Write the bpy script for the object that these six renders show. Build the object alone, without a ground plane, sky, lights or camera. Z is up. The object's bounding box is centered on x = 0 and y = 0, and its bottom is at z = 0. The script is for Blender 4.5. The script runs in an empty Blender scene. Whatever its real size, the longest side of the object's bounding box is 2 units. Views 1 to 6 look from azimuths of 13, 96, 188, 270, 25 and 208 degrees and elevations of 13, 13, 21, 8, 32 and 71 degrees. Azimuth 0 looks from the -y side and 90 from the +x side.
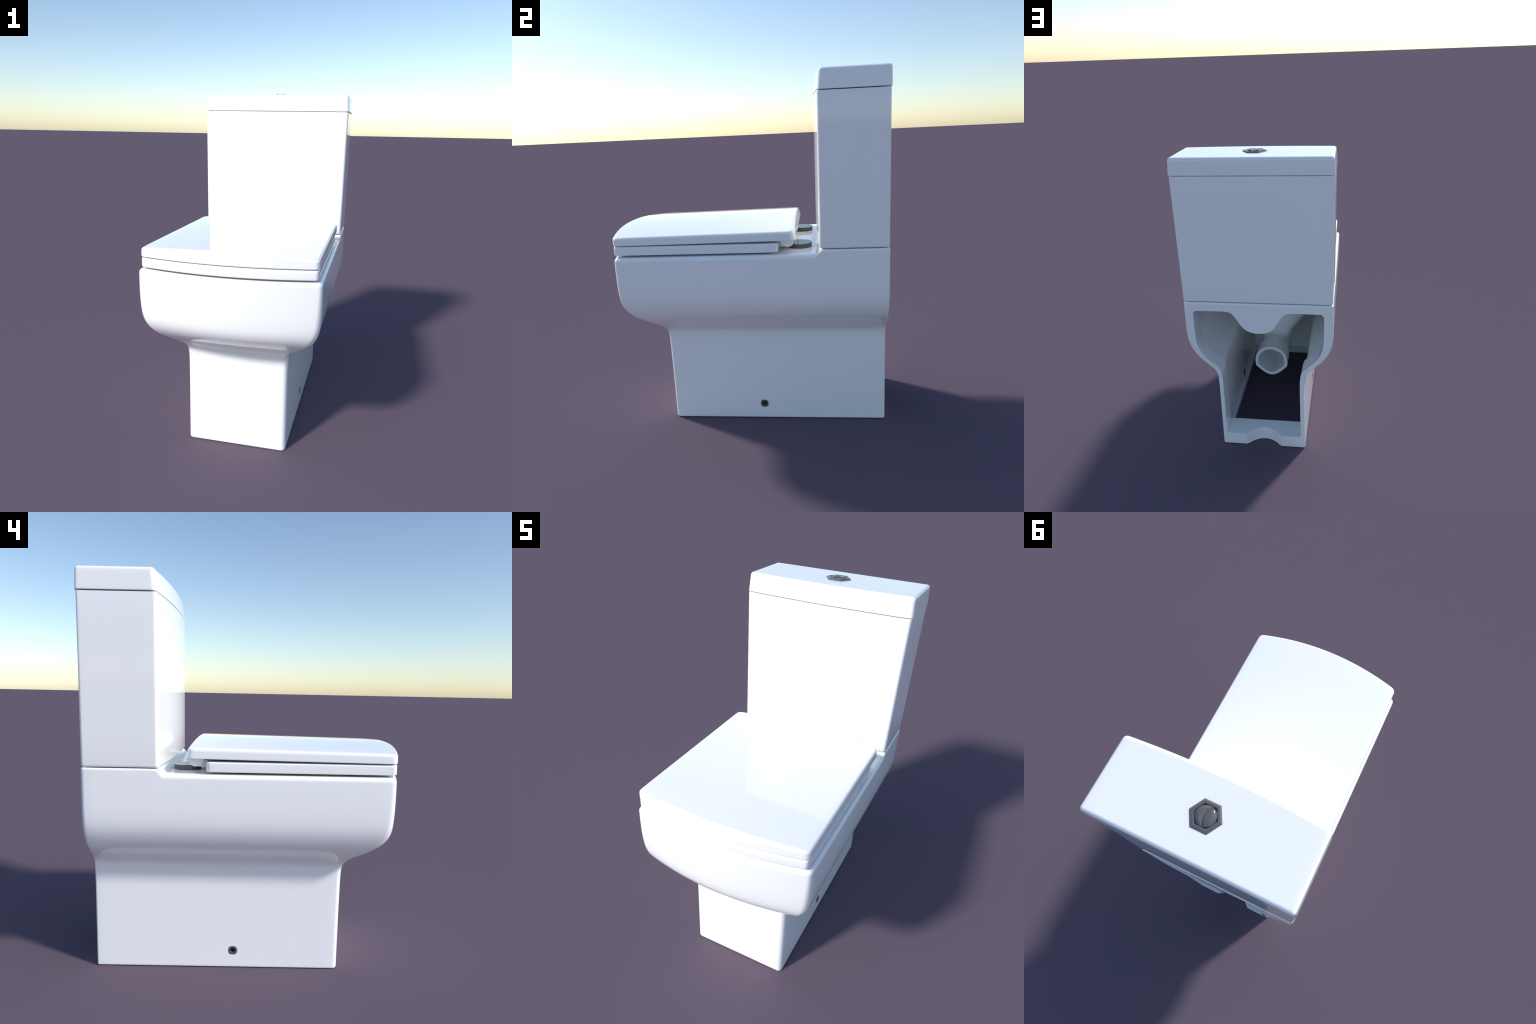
"""Close-coupled square toilet: glazed pan, cistern, cistern lid, seat, seat lid, grey fittings."""
import bpy, bmesh, math
from mathutils import Vector

# ------------------------------------------------------------------ materials
def principled(name, colour, rough, bevel=0.0, grain=0.0, metallic=0.0, coat=0.0):
    m = bpy.data.materials.new(name)
    m.use_nodes = True
    nt = m.node_tree
    b = nt.nodes["Principled BSDF"]
    b.inputs["Roughness"].default_value = rough
    b.inputs["Metallic"].default_value = metallic
    b.inputs["Coat Weight"].default_value = coat
    tc = nt.nodes.new("ShaderNodeTexCoord")
    nz = nt.nodes.new("ShaderNodeTexNoise")
    nz.inputs["Scale"].default_value = 6.0
    nz.inputs["Detail"].default_value = 3.0
    nt.links.new(tc.outputs["Object"], nz.inputs["Vector"])
    ramp = nt.nodes.new("ShaderNodeValToRGB")
    ramp.color_ramp.elements[0].position = 0.3
    ramp.color_ramp.elements[1].position = 0.7
    ramp.color_ramp.elements[0].color = (*[c * (1 - grain) for c in colour], 1)
    ramp.color_ramp.elements[1].color = (*colour, 1)
    nt.links.new(nz.outputs["Fac"], ramp.inputs["Fac"])
    nt.links.new(ramp.outputs["Color"], b.inputs["Base Color"])
    if bevel > 0:
        bv = nt.nodes.new("ShaderNodeBevel")
        bv.samples = 6
        bv.inputs["Radius"].default_value = bevel
        nt.links.new(bv.outputs["Normal"], b.inputs["Normal"])
    return m

CERAMIC = principled("white_glazed_ceramic", (1.0, 1.0, 1.0), 0.05, bevel=0.005, grain=0.006)
PLASTIC = principled("white_seat_plastic", (1.0, 1.0, 1.0), 0.05, grain=0.006)
METAL = principled("dark_grey_polished_fitting", (0.135, 0.134, 0.134), 0.06, grain=0.02)
COVER = principled("dark_grey_hinge_metal", (0.098, 0.098, 0.098), 0.06, grain=0.02)
CAP = principled("grey_screw_cap", (0.108, 0.109, 0.112), 0.35, grain=0.03)

# ------------------------------------------------------------------ helpers
def smooth(t):
    t = min(1.0, max(0.0, t))
    return t * t * (3 - 2 * t)

def new_object(name, verts, faces, mat, parent=None, angle=32):
    me = bpy.data.meshes.new(name)
    me.from_pydata([tuple(v) for v in verts], [], faces)
    bm = bmesh.new(); bm.from_mesh(me)
    bmesh.ops.remove_doubles(bm, verts=bm.verts, dist=1e-6)
    bmesh.ops.recalc_face_normals(bm, faces=bm.faces)
    bm.to_mesh(me); bm.free()
    finish_mesh(me, mat, angle)
    ob = bpy.data.objects.new(name, me)
    bpy.context.scene.collection.objects.link(ob)
    if parent is not None:
        ob.parent = parent
    return ob

def finish_mesh(me, mat, angle=32):
    me.materials.clear()
    if mat:
        me.materials.append(mat)
    for p in me.polygons:
        p.use_smooth = True
    me.set_sharp_from_angle(angle=math.radians(angle))

NB, NC, NS, NF, NA = 12, 7, 56, 12, 28      # point counts of one half outline

def half_outline(w, apex, k, yb, rf, rb, spread=None):
    """Right half of a plan outline: flat back at yb, straight sides at x=w,
    bowed front y = apex + k x^2, rounded corners. From back centre to front centre."""
    pts = []
    for i in range(NB):
        pts.append(((w - rb) * i / NB, yb))
    for i in range(NC):
        a = math.pi / 2 * (1 - i / NC)
        pts.append((w - rb + rb * math.cos(a), yb - rb + rb * math.sin(a)))
    # fillet between side and bowed front
    lo, hi = 0.0, w
    for _ in range(50):
        x = (lo + hi) / 2
        q = math.sqrt(1 + 4 * k * k * x * x)
        if x - rf * 2 * k * x / q < w - rf:
            lo = x
        else:
            hi = x
    q = math.sqrt(1 + 4 * k * k * x * x)
    nx, ny = -2 * k * x / q, 1 / q
    cx, cy = x + rf * nx, apex + k * x * x + rf * ny
    y0, y1 = yb - rb, cy
    for i in range(NS):
        t = i / NS
        if spread:
            t = spread(t)
        pts.append((w, y0 + (y1 - y0) * t))
    a1 = math.atan2(-ny, -nx)
    for i in range(NF):
        a = a1 * i / NF
        pts.append((cx + rf * math.cos(a), cy + rf * math.sin(a)))
    for i in range(NA + 1):
        xx = x * (1 - i / NA)
        pts.append((xx, apex + k * xx * xx))
    return pts

def inset_outline(P, d, spread=None):
    return half_outline(P["w"] - d, P["apex"] + d, P["k"], P["yb"] - d,
                        max(P["rf"] - d, 0.0015), max(P["rb"] - d, 0.0015), spread)

def closed(half):
    """Mirror a half outline (3D points) into a closed loop."""
    left = [(-p[0], p[1], p[2]) for p in half[1:-1]][::-1]
    return half + left

def loft(rings, cap_bottom=True, cap_top=True, wrap=False):
    """rings: lists of half outlines (3D), same length. Ladder caps join left and right."""
    n = len(rings[0]); loop = 2 * n - 2
    verts, faces = [], []
    for r in rings:
        verts += closed(r)
    m = len(rings)
    for j in range(m if wrap else m - 1):
        a, b = j * loop, ((j + 1) % m) * loop
        for i in range(loop):
            i2 = (i + 1) % loop
            faces.append((a + i, a + i2, b + i2, b + i))
    def ladder(base):
        # rows across the outline, from the back edge (whose own points form the first row) to the front
        cols = 2 * NB
        prev = [base + (NB - j if j <= NB else loop - (j - NB)) for j in range(cols + 1)]
        for i in range(NB + 1, n - 1):
            r, l = base + i, base + loop - i
            R, L = Vector(verts[r]), Vector(verts[l])
            row = [r]
            for j in range(1, cols):
                verts.append(tuple(R.lerp(L, j / cols)))
                row.append(len(verts) - 1)
            row.append(l)
            for j in range(cols):
                faces.append((prev[j], prev[j + 1], row[j + 1], row[j]))
            prev = row
        tip = base + n - 1
        for j in range(cols):
            faces.append((prev[j], prev[j + 1], tip))
    if cap_bottom: ladder(0)
    if cap_top: ladder((m - 1) * loop)
    return verts, faces

def slab_rings(P, z0, z1, r0, r1, n=7, draft=(0.0, 0.0, 0.0), spread=None):
    """Rounded slab: edge radius r0 at the bottom, r1 at the top; draft moves the
    sides, front and back inward towards the top."""
    prof = []
    for i in range(n):
        a = math.pi / 2 * i / (n - 1)
        prof.append((r0 * (1 - math.sin(a)), z0 + r0 * (1 - math.cos(a))))
    steps = 6
    for i in range(1, steps):
        prof.append((0.0, z0 + r0 + (z1 - r1 - z0 - r0) * i / steps))
    for i in range(n):
        a = math.pi / 2 * i / (n - 1)
        prof.append((r1 * (1 - math.cos(a)), z1 - r1 + r1 * math.sin(a)))
    out = []
    for d, z in prof:
        t = (z - z0) / (z1 - z0)
        Q = dict(P, w=P["w"] - draft[0] * t, apex=P["apex"] + draft[1] * t, yb=P["yb"] - draft[2] * t)
        out.append([(x, y, z) for x, y in inset_outline(Q, d, spread)])
    return out

def bspline(ctrl, n_per):
    """Clamped uniform cubic B-spline through tuples."""
    c = [ctrl[0]] * 2 + ctrl + [ctrl[-1]] * 2
    out = []
    for i in range(len(c) - 3):
        p = c[i:i + 4]
        for s in range(n_per):
            t = s / n_per
            b = ((1 - t) ** 3 / 6, (3 * t**3 - 6 * t * t + 4) / 6,
                 (-3 * t**3 + 3 * t * t + 3 * t + 1) / 6, t**3 / 6)
            out.append(tuple(sum(b[j] * p[j][d] for j in range(4)) for d in range(len(ctrl[0]))))
    out.append(ctrl[-1])
    return out

def solid(name, verts, faces):
    return new_object(name, verts, faces, None)

def extrude_y(name, poly, y0, y1):
    """Closed x-z polygon extruded along y (boolean helper)."""
    n = len(poly)
    v = [(x, y0, z) for x, z in poly] + [(x, y1, z) for x, z in poly]
    f = [(i, (i + 1) % n, n + (i + 1) % n, n + i) for i in range(n)]
    f += [tuple(range(n))[::-1], tuple(range(n, 2 * n))]
    return solid(name, v, f)

def boolean(target, tool, op="DIFFERENCE"):
    mod = target.modifiers.new("b", "BOOLEAN")
    mod.operation = op
    mod.solver = "EXACT"
    mod.object = tool
    dg = bpy.context.evaluated_depsgraph_get()
    me = bpy.data.meshes.new_from_object(target.evaluated_get(dg))
    target.modifiers.clear()
    old = target.data
    target.data = me
    bpy.data.meshes.remove(old)
    bpy.data.objects.remove(tool)

def cylinder(name, p0, p1, r, seg=64, mat=None, parent=None, edge=0.0):
    p0, p1 = Vector(p0), Vector(p1)
    ax = (p1 - p0); L = ax.length; ax.normalize()
    u = ax.orthogonal().normalized(); w = ax.cross(u)
    prof = [(r, 0.0), (r, L)] if edge <= 0 else (
        [(r - edge * (1 - math.sin(a)), edge * (1 - math.cos(a))) for a in [math.pi / 2 * i / 4 for i in range(5)]] +
        [(r - edge * (1 - math.cos(a)), L - edge + edge * math.sin(a)) for a in [math.pi / 2 * i / 4 for i in range(5)]])
    v, f = [], []
    for rr, h in prof:
        for i in range(seg):
            t = 2 * math.pi * i / seg
            v.append(p0 + ax * h + (u * math.cos(t) + w * math.sin(t)) * rr)
    for j in range(len(prof) - 1):
        for i in range(seg):
            i2 = (i + 1) % seg
            f.append((j * seg + i, j * seg + i2, (j + 1) * seg + i2, (j + 1) * seg + i))
    f.append(tuple(range(seg))[::-1])
    f.append(tuple(range((len(prof) - 1) * seg, len(prof) * seg)))
    return new_object(name, v, f, mat, parent)

# ------------------------------------------------------------------ root
root = bpy.data.objects.new("toilet", None)
bpy.context.scene.collection.objects.link(root)
root["label"] = "white square close-coupled toilet with closed lid and cistern"
root["category"] = "toilet"

BACK = 0.7745
DECK = 1.058          # rim height under the seat
STEP = 0.025          # the cistern shelf stands this much higher

# ------------------------------------------------------------------ pan (pedestal + bowl)
# control points of the pan from floor to rim: z, half width, front apex, front bow, front corner radius
PAN = [
    (0.000, 0.2825, -0.4935, 0.00, 0.026),
    (0.150, 0.2825, -0.4940, 0.00, 0.026),
    (0.300, 0.2820, -0.4950, 0.00, 0.026),
    (0.430, 0.2815, -0.4965, 0.00, 0.026),
    (0.500, 0.2820, -0.4975, 0.00, 0.027),
    (0.540, 0.2840, -0.4990, 0.00, 0.028),
    (0.566, 0.2880, -0.5040, 0.00, 0.030),
    (0.586, 0.2970, -0.5160, 0.00, 0.032),
    (0.602, 0.3120, -0.5330, 0.03, 0.036),
    (0.624, 0.3370, -0.5620, 0.07, 0.042),
    (0.648, 0.3660, -0.6070, 0.15, 0.048),
    (0.674, 0.3950, -0.6560, 0.22, 0.050),
    (0.702, 0.4190, -0.7000, 0.28, 0.050),
    (0.735, 0.4390, -0.7370, 0.31, 0.046),
    (0.775, 0.4565, -0.7620, 0.325, 0.042),
    (0.820, 0.4665, -0.7705, 0.325, 0.040),
    (0.880, 0.4700, -0.7745, 0.325, 0.036),
    (0.940, 0.4705, -0.7760, 0.325, 0.032),
    (1.000, 0.4700, -0.7760, 0.325, 0.030),
    (1.036, 0.4695, -0.7755, 0.325, 0.030),
]

def shelf(y):
    return smooth((y - 0.384) / (0.424 - 0.384))

def back_radius(z):
    return 0.010 + 0.010 * smooth((z - 0.55) / 0.12)

def side_spread(t):
    # denser points where the shelf step is (about 0.22..0.30 of the way from the back)
    knots = [(0, 0), (0.10, 0.20), (0.60, 0.31), (1, 1)]
    for (a, fa), (b, fb) in zip(knots, knots[1:]):
        if t <= b:
            return fa + (fb - fa) * (t - a) / (b - a)
    return 1.0

def pan_rings(shrink=0.0):
    rings = []
    prof = bspline(PAN, 6)
    # rounded foot
    z0, w0, a0, k0, r0 = prof[0]
    foot = 0.007
    for i in range(4):
        a = math.pi / 2 * i / 4
        d = foot * (1 - math.sin(a))
        P = dict(w=w0, apex=a0, k=k0, yb=BACK, rf=r0, rb=0.010)
        rings.append([(x, y, foot * (1 - math.cos(a))) for x, y in inset_outline(P, d, side_spread)])
    for z, w, apex, k, rf in prof:
        if z < foot:
            continue
        P = dict(w=w, apex=apex, k=k, yb=BACK, rf=rf, rb=back_radius(z))
        half = inset_outline(P, 0, side_spread)
        lift = smooth((z - 0.95) / (1.036 - 0.95))
        rings.append([(x, y, z + (STEP + 0.010) * shelf(y) * lift) for x, y in half])
    # rounded rim: wide radius round the bowl, tight under the cistern
    z, w, apex, k, rf = prof[-1]
    P = dict(w=w, apex=apex, k=k, yb=BACK, rf=rf, rb=back_radius(z))
    for i in range(1, 10):
        a = math.pi / 2 * i / 9
        r_a, r_b = DECK - z, 0.009
        A = inset_outline(P, r_a * (1 - math.cos(a)), side_spread)
        B = inset_outline(P, r_b * (1 - math.cos(a)), side_spread)
        ring = []
        for (xa, ya), (xb, yb) in zip(A, B):
            s = shelf(ya)
            za = DECK - r_a + r_a * math.sin(a)
            zb = DECK + STEP - r_b + r_b * math.sin(a)
            s0 = z + (STEP + 0.010) * s
            zt = za * (1 - s) + zb * s
            ring.append((xa * (1 - s) + xb * s, ya * (1 - s) + yb * s, max(zt, s0)))
        rings.append(ring)
    return rings

pan = solid("pan", *loft(pan_rings()))
pan.parent = root

# --- cavity of the pan, seen from behind
def mirrored(right):
    return right + [(-x, z) for x, z in right[::-1]]

# rear opening (x,z), from the middle of the sill up the side to the middle of the hanging lobe
def rear_opening():
    pts = []
    for i in range(0, 9):                          # flat sill
        pts.append((0.15 * i / 8, 0.089))
    side = [(0.20, 0.089), (0.244, 0.089), (0.2535, 0.098), (0.2535, 0.30), (0.2535, 0.46), (0.255, 0.53),
            (0.260, 0.575), (0.272, 0.606), (0.305, 0.640), (0.350, 0.680), (0.380, 0.719),
            (0.400, 0.768), (0.409, 0.820), (0.4115, 0.88), (0.412, 0.96), (0.411, 1.008), (0.398, 1.024)]
    pts += side
    lobe = bspline([(0.300, 1.026), (0.235, 1.026), (0.185, 1.025), (0.158, 1.010), (0.132, 0.968),
                    (0.100, 0.912), (0.062, 0.886), (0.022, 0.877), (0.0, 0.877)], 4)
    pts += lobe
    pts[0] = (0.0, pts[0][1]); pts[-1] = (0.0, pts[-1][1])
    return pts

half = rear_opening()
poly = half + [(-x, z) for x, z in half[-2:0:-1]]
def flared_opening():
    """The opening widens behind its rim."""
    v, f, n = [], [], len(poly)
    for y, d in [(0.82, 0.0), (0.765, 0.0), (0.70, 0.005), (0.60, 0.010)]:
        for x, z in poly:
            k = smooth((abs(x) - 0.26) / 0.12)
            v.append((x + math.copysign(d * k + 0.35 * d * smooth((abs(x) - 0.2) / 0.05), x), y,
                      z - 0.6 * d * k * (1 - smooth((z - 0.75) / 0.15)) + (0.014 * (BACK - min(y, BACK)) / 0.14 if z < 0.095 else 0.0)))
    for j in range(3):
        for i in range(n):
            i2 = (i + 1) % n
            f.append((j * n + i, j * n + i2, (j + 1) * n + i2, (j + 1) * n + i))
    f += [tuple(range(n)), tuple(range(3 * n, 4 * n))[::-1]]
    return solid("opening_tool", v, f)
opening = flared_opening()

# inner room: follows the outside at wall thickness
WALL = 0.006
room_rings = []
for z in [0.032 + (1.015 - 0.032) * i / 60 for i in range(61)]:
    prof = bspline(PAN, 6)
    for a, b in zip(prof, prof[1:]):
        if a[0] <= z <= b[0]:
            t = (z - a[0]) / max(b[0] - a[0], 1e-9)
            q = [a[d] + (b[d] - a[d]) * t for d in range(5)]
            break
    P = dict(w=q[1] - WALL - 0.008 * smooth((z - 0.6) / 0.1), apex=q[2] + WALL + 0.012, k=q[3], yb=0.632, rf=max(q[4] - 0.01, 0.012), rb=0.012)
    room_rings.append([(x, y, z) for x, y in inset_outline(P, 0)])
room = solid("room_tool", *loft(room_rings))

# basin body + trap + outlet pipe are left standing inside the room
def superellipse_rings(sections, n=56, e=2.6):
    v, f = [], []
    for z, a, y0, y1 in sections:
        cy, b = (y0 + y1) / 2, (y1 - y0) / 2
        for i in range(n):
            t = 2 * math.pi * i / n
            c, s = math.cos(t), math.sin(t)
            v.append((a * math.copysign(abs(c) ** (2 / e), c), cy + b * math.copysign(abs(s) ** (2 / e), s), z))
    m = len(sections)
    for j in range(m - 1):
        for i in range(n):
            i2 = (i + 1) % n
            f.append((j * n + i, j * n + i2, (j + 1) * n + i2, (j + 1) * n + i))
    f.append(tuple(range(n))[::-1]); f.append(tuple(range((m - 1) * n, m * n)))
    return v, f

body_sections = bspline([(0.30, 0.060, -0.06, 0.06), (0.33, 0.095, -0.10, 0.10), (0.40, 0.108, -0.12, 0.115),
                         (0.47, 0.118, -0.16, 0.125), (0.54, 0.160, -0.25, 0.135), (0.61, 0.235, -0.36, 0.14),
                         (0.69, 0.310, -0.48, 0.15), (0.80, 0.360, -0.58, 0.155), (0.92, 0.395, -0.64, 0.16),
                         (1.05, 0.410, -0.67, 0.165)], 4)
body = solid("body_tool", *superellipse_rings(body_sections))

def pipe_poly(r, zc, n=28):
    """Round on top, short straight cheeks, then a chamfered, slightly pinched bottom."""
    out = []
    for i in range(n):
        t = math.pi / 2 * i / n
        out.append((r * math.sin(t), zc + r * math.cos(t)))
    for a, b in [(1.0, 0.0), (1.0, 0.15), (0.995, 0.30), (0.965, 0.395), (0.82, 0.525), (0.64, 0.70), (0.455, 0.85),
                 (0.33, 0.925), (0.22, 0.975), (0.11, 1.005), (0.0, 1.015)]:
        out.append((r * a, zc - r * b))
    return out + [(-x, z) for x, z in out[-2:0:-1]]

pipe = extrude_y("pipe_tool", pipe_poly(0.1185, 0.4005), 0.212, 0.339)
neck = extrude_y("neck_tool", pipe_poly(0.107, 0.4005), -0.02, 0.25)
lobe_curve = [p for p in half if p[1] > 0.87 and p[0] <= 0.236][-33:]
lobe_poly = [(0.236, 1.06)] + lobe_curve + [(-x, z) for x, z in lobe_curve[-2::-1]] + [(-0.236, 1.06)]
channel = extrude_y("channel_tool", lobe_poly, 0.05, 0.70)

boolean(room, body)
boolean(room, pipe)
boolean(room, neck)
boolean(room, channel)
boolean(pan, room)
boolean(pan, opening)

# open foot inside the lip
slot = [(-0.254, -0.05), (0.254, -0.05), (0.254, 0.12), (-0.254, 0.12)]
slot_tool = extrude_y("slot_tool", slot, -0.425, 0.634)
# keep the arch of the rear sill closed: the slot ends before it
boolean(pan, slot_tool)

# pipe recess: a rounded bay cut upright through the rear of the sill
def notch_bay():
    half_bay = [(0.150, 0.80), (0.132, BACK + 0.003)] + bspline([(0.124, BACK), (0.114, BACK - 0.008), (0.098, 0.754), (0.080, 0.736),
                (0.056, 0.719), (0.028, 0.708), (0.0, 0.705)], 4)
    loop = half_bay + [(-x, y) for x, y in half_bay[-2::-1]]
    n = len(loop)
    v = [(x, y, -0.02) for x, y in loop] + [(x, y, 0.2) for x, y in loop]
    f = [(i, (i + 1) % n, n + (i + 1) % n, n + i) for i in range(n)]
    f += [tuple(range(n))[::-1], tuple(range(n, 2 * n))]
    return solid("notch_tool", v, f)
boolean(pan, notch_bay())

# basin hollow under the lid and the bore of the outlet pipe
hollow_sections = bspline([(0.43, 0.050, -0.07, 0.05), (0.48, 0.080, -0.12, 0.085), (0.55, 0.125, -0.21, 0.10),
                           (0.62, 0.200, -0.32, 0.11), (0.70, 0.275, -0.44, 0.12), (0.81, 0.325, -0.54, 0.125),
                           (0.93, 0.345, -0.60, 0.13), (1.04, 0.335, -0.61, 0.13), (1.12, 0.335, -0.61, 0.13)], 4)
boolean(pan, solid("hollow_tool", *superellipse_rings(hollow_sections)))
boolean(pan, extrude_y("bore_tool", pipe_poly(0.0965, 0.4005), 0.06, 0.36))

# screw holes through the side walls
SCREW_Y, SCREW_Z = 0.059, 0.0945
def squircle(r, n=40, e=2.7):
    return [(r * math.copysign(abs(math.cos(t)) ** (2 / e), math.cos(t)),
             r * math.copysign(abs(math.sin(t)) ** (2 / e), math.sin(t)))
            for t in [2 * math.pi * i / n for i in range(n)]]
def extrude_x(name, poly, x0, x1):
    n = len(poly)
    v = [(x0, SCREW_Y + a, SCREW_Z + b) for a, b in poly] + [(x1, SCREW_Y + a, SCREW_Z + b) for a, b in poly]
    f = [(i, (i + 1) % n, n + (i + 1) % n, n + i) for i in range(n)]
    f += [tuple(range(n))[::-1], tuple(range(n, 2 * n))]
    return solid(name, v, f)
boolean(pan, extrude_x("screw_tool", squircle(0.0232, e=2.4), 0.21, 0.32))
boolean(pan, extrude_x("screw_tool", squircle(0.0232, e=2.4), -0.32, -0.21))
finish_mesh(pan.data, CERAMIC, 32)

# ------------------------------------------------------------------ screw caps
def screw_cap(side):
    outer, hole = squircle(0.0235, e=2.4), squircle(0.0140, e=2.0)
    inner = squircle(0.0118, e=2.0)
    n = len(outer); v, f = [], []
    for poly, x in [(outer, 0.270), (outer, 0.2828), (squircle(0.0225, e=2.4), 0.2834), (hole, 0.2828), (inner, 0.274), (inner, 0.270)]:
        for a, b in poly:
            v.append((side * x, SCREW_Y + a, SCREW_Z + b))
    m = 6
    for j in range(m):
        for i in range(n):
            i2 = (i + 1) % n
            f.append((j * n + i, j * n + i2, ((j + 1) % m) * n + i2, ((j + 1) % m) * n + i))
    ob = new_object("screw_cap", v, f, CAP, pan, 25)
    return ob
for s in (1, -1):
    screw_cap(s)

# ------------------------------------------------------------------ cistern and its lid
TANK = dict(w=0.4665, apex=0.392, k=0.080, yb=0.7720, rf=0.018, rb=0.014)
tank = new_object("cistern", *loft(slab_rings(TANK, 1.0875, 1.8785, 0.010, 0.004, draft=(-0.008, 0.0, 0.0))), CERAMIC, root)
LIDP = dict(w=0.4785, apex=0.391, k=0.095, yb=0.7760, rf=0.022, rb=0.016)
cistern_lid = new_object("cistern_lid", *loft(slab_rings(LIDP, 1.8822, 1.9855, 0.002, 0.017, draft=(0.007, 0.009, 0.001))), CERAMIC, root)

# dual flush button: hexagonal bezel around two domed keys
BX, BY, BZ = 0.0, 0.584, 1.9855
def hexagon(r, z):
    return [(BX + r * math.cos(math.pi / 3 * i), BY + r * math.sin(math.pi / 3 * i), z) for i in range(6)]
v, f = [], []
levels = [(0.0735, BZ - 0.002), (0.0735, BZ + 0.0015), (0.0665, BZ + 0.0075), (0.0640, BZ + 0.0082),
          (0.0575, BZ + 0.0082), (0.0530, BZ + 0.0070), (0.0515, BZ - 0.002)]
for r, z in levels:
    v += hexagon(r, z)
for j in range(len(levels)):
    j2 = (j + 1) % len(levels)
    for i in range(6):
        i2 = (i + 1) % 6
        f.append((j * 6 + i, j * 6 + i2, j2 * 6 + i2, j2 * 6 + i))
bezel = new_object("flush_button_bezel", v, f, METAL, cistern_lid, 20)

plate = [(x, y, BZ + 0.0006) for x, y, _ in hexagon(0.0530, 0)] + [(x, y, BZ - 0.001) for x, y, _ in hexagon(0.0530, 0)]  # dark plate added on the lid, its colour stands in for the gap's shade
new_object("flush_button_dark_plate", plate, [(0, 1, 2, 3, 4, 5), (11, 10, 9, 8, 7, 6)] +
           [(i, (i + 1) % 6, 6 + (i + 1) % 6, 6 + i) for i in range(6)], COVER, cistern_lid, 20)

RB = 0.0445
ARC_C, ARC_R = (-0.052, 0.004), 0.0570        # dividing arc, relative to the button centre
def button_key(inner):
    """One key: the part of the disc inside (or outside) the dividing arc, as a dome."""
    nu, nv = 28, 28
    ca, sa = ARC_C
    d = math.hypot(*ARC_C)
    base = math.atan2(sa, ca)
    # meeting points of arc and disc
    cosm = (RB**2 + d**2 - ARC_R**2) / (2 * RB * d)
    m = math.acos(max(-1, min(1, cosm)))
    A0, A1 = base - m, base + m
    P0 = (RB * math.cos(A0), RB * math.sin(A0)); P1 = (RB * math.cos(A1), RB * math.sin(A1))
    b0 = math.atan2(P0[1] - sa, P0[0] - ca); b1 = math.atan2(P1[1] - sa, P1[0] - ca)
    if b0 > b1:
        b0, b1 = b1, b0
        flip = True
    else:
        flip = False
    vv, ff = [], []
    gap = 0.0007
    for iu in range(nu + 1):
        u = iu / nu
        # along the divider
        ang = b1 + (b0 - b1) * u if flip else b0 + (b1 - b0) * u
        rr = ARC_R + (-gap if inner else gap)
        q = (ca + rr * math.cos(ang), sa + rr * math.sin(ang))
        # along the rim
        if inner:
            an = A0 + (A1 - A0) * u
        else:
            an = A0 - (2 * math.pi - (A1 - A0)) * u
        p = (RB * math.cos(an), RB * math.sin(an))
        for iv in range(nv + 1):
            s = iv / nv
            x, y = q[0] + (p[0] - q[0]) * s, q[1] + (p[1] - q[1]) * s
            wid = math.hypot(p[0] - q[0], p[1] - q[1])
            rim = max(0.0, 1 - (x * x + y * y) / RB**2)
            if inner:
                hump = math.sin(math.pi * min(1.0, 0.10 + 0.80 * s)) ** 0.8
                h = 0.0060 + 0.0083 * hump * min(1, rim * 1.6) ** 0.6
            else:
                hump = math.sin(math.pi * min(1.0, 0.04 + 0.84 * s)) ** 0.9
                h = 0.0055 + 0.0091 * hump * min(1, wid / 0.040) * min(1, rim * 1.8) ** 0.5
            vv.append((BX + x, BY + y, BZ + h))
    w = nv + 1
    for i in range(nu):
        for j in range(nv):
            ff.append((i * w + j, i * w + j + 1, (i + 1) * w + j + 1, (i + 1) * w + j))
    # skirt down to the lid
    top = len(vv)
    border = [i * w for i in range(nu + 1)] + [nu * w + j for j in range(1, nv + 1)] + \
             [i * w + nv for i in range(nu - 1, -1, -1)] + [j for j in range(nv - 1, 0, -1)]
    for b in border:
        x, y, z = vv[b]
        vv.append((x, y, BZ - 0.001))
    nb = len(border)
    for i in range(nb):
        i2 = (i + 1) % nb
        ff.append((border[i], border[i2], top + i2, top + i))
    return new_object("flush_button", vv, ff, METAL, cistern_lid, 40)
button_key(True)
button_key(False)

# ------------------------------------------------------------------ seat and seat lid
SEAT = dict(w=0.4495, apex=-0.7705, k=0.31, yb=0.190, rf=0.024, rb=0.022)
HOLE = dict(w=0.300, apex=-0.570, k=0.55, yb=0.060, rf=0.12, rb=0.12)
z0, z1, rs = 1.0690, 1.1180, 0.009
rings = []
prof_out = [(0.006 * (1 - math.sin(a)), z0 + 0.006 * (1 - math.cos(a))) for a in [math.pi / 2 * i / 5 for i in range(6)]]
prof_out += [(rs * (1 - math.cos(a)), z1 - rs + rs * math.sin(a)) for a in [math.pi / 2 * i / 6 for i in range(7)]]
for d, z in prof_out:
    rings.append([(x, y, z) for x, y in inset_outline(SEAT, d)])
for d, z in prof_out[::-1]:
    rings.append([(x, y, z) for x, y in inset_outline(HOLE, -d)])
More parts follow.
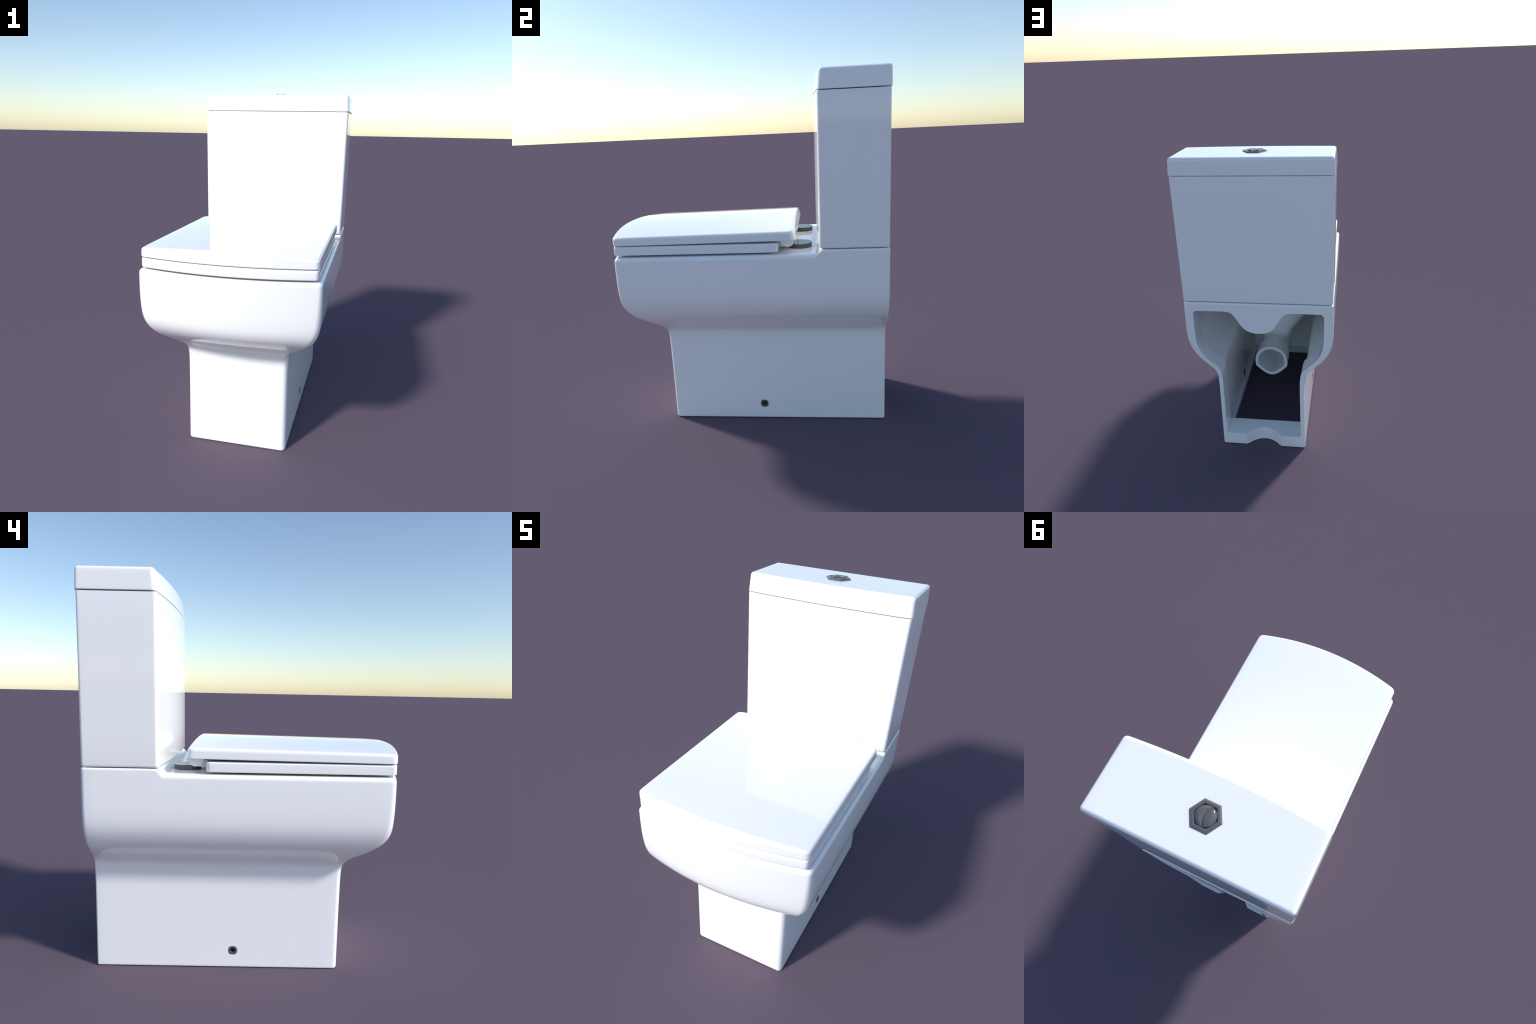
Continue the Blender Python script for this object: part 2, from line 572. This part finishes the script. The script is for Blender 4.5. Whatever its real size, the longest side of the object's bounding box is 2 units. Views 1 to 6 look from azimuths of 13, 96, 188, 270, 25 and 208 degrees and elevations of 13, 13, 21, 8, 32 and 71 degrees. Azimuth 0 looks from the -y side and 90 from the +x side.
seat = new_object("seat", *loft(rings, False, False, wrap=True), PLASTIC, root)

LID = dict(w=0.4535, apex=-0.7675, k=0.285, yb=0.287, rf=0.032, rb=0.032)
LZ0, LZ1, CROWN = 1.1230, 1.1690, 0.0235
seat_lid = new_object("seat_lid", *loft(slab_rings(LID, LZ0, LZ1, 0.004, 0.013, draft=(0.002, 0.000, 0.0))), PLASTIC, root)
for v in seat_lid.data.vertices:
    t = (v.co.z - LZ0) / (LZ1 - LZ0)
    if v.co.y > 0.20:                                      # rear face leans forward
        v.co.y -= 0.013 * t * smooth((v.co.y - 0.20) / 0.06)
    v.co.z += CROWN * t * (1 - (v.co.x / 0.4545) ** 2)     # crowned top
    ahead = v.co.y - (LID["apex"] + LID["k"] * v.co.x ** 2)
    v.co.z -= 0.0015 * t * (1 - smooth(ahead / 0.09))       # easing down to the front edge
    v.co.z += (0.0085 + 0.0045 * t) * (v.co.y + 0.70) / 0.98              # lid rises slightly to the hinge

# tongue of the seat running back to the hinge, and the hinge barrels
TONGUE = dict(w=0.372, apex=0.10, k=0.0, yb=0.236, rf=0.01, rb=0.01)
new_object("seat_hinge_arm", *loft(slab_rings(TONGUE, 1.084, 1.118, 0.004, 0.004)), PLASTIC, seat)
HY, HZ, HR = 0.2415, 1.1285, 0.0375
for s in (1, -1):
    cylinder("lid_hinge_barrel", (s * 0.300, HY, HZ), (s * 0.4140, HY, HZ), HR, 64, PLASTIC, seat_lid)
cylinder("seat_hinge_barrel", (-0.298, HY, HZ), (0.298, HY, HZ), HR - 0.001, 64, PLASTIC, seat)

# round hinge covers on the rim, each with its post
for s in (1, -1):
    c = cylinder("hinge_cover", (s * 0.251, 0.2995, DECK - 0.002), (s * 0.251, 0.2995, 1.0835), 0.069, 128, COVER, root)
    cylinder("hinge_post", (s * 0.251, 0.250, 1.082), (s * 0.251, 0.250, 1.112), 0.014, 32, COVER, c)

for o in list(bpy.data.objects):
    if o.type == "MESH" and o.name.endswith("_tool"):
        bpy.data.objects.remove(o)
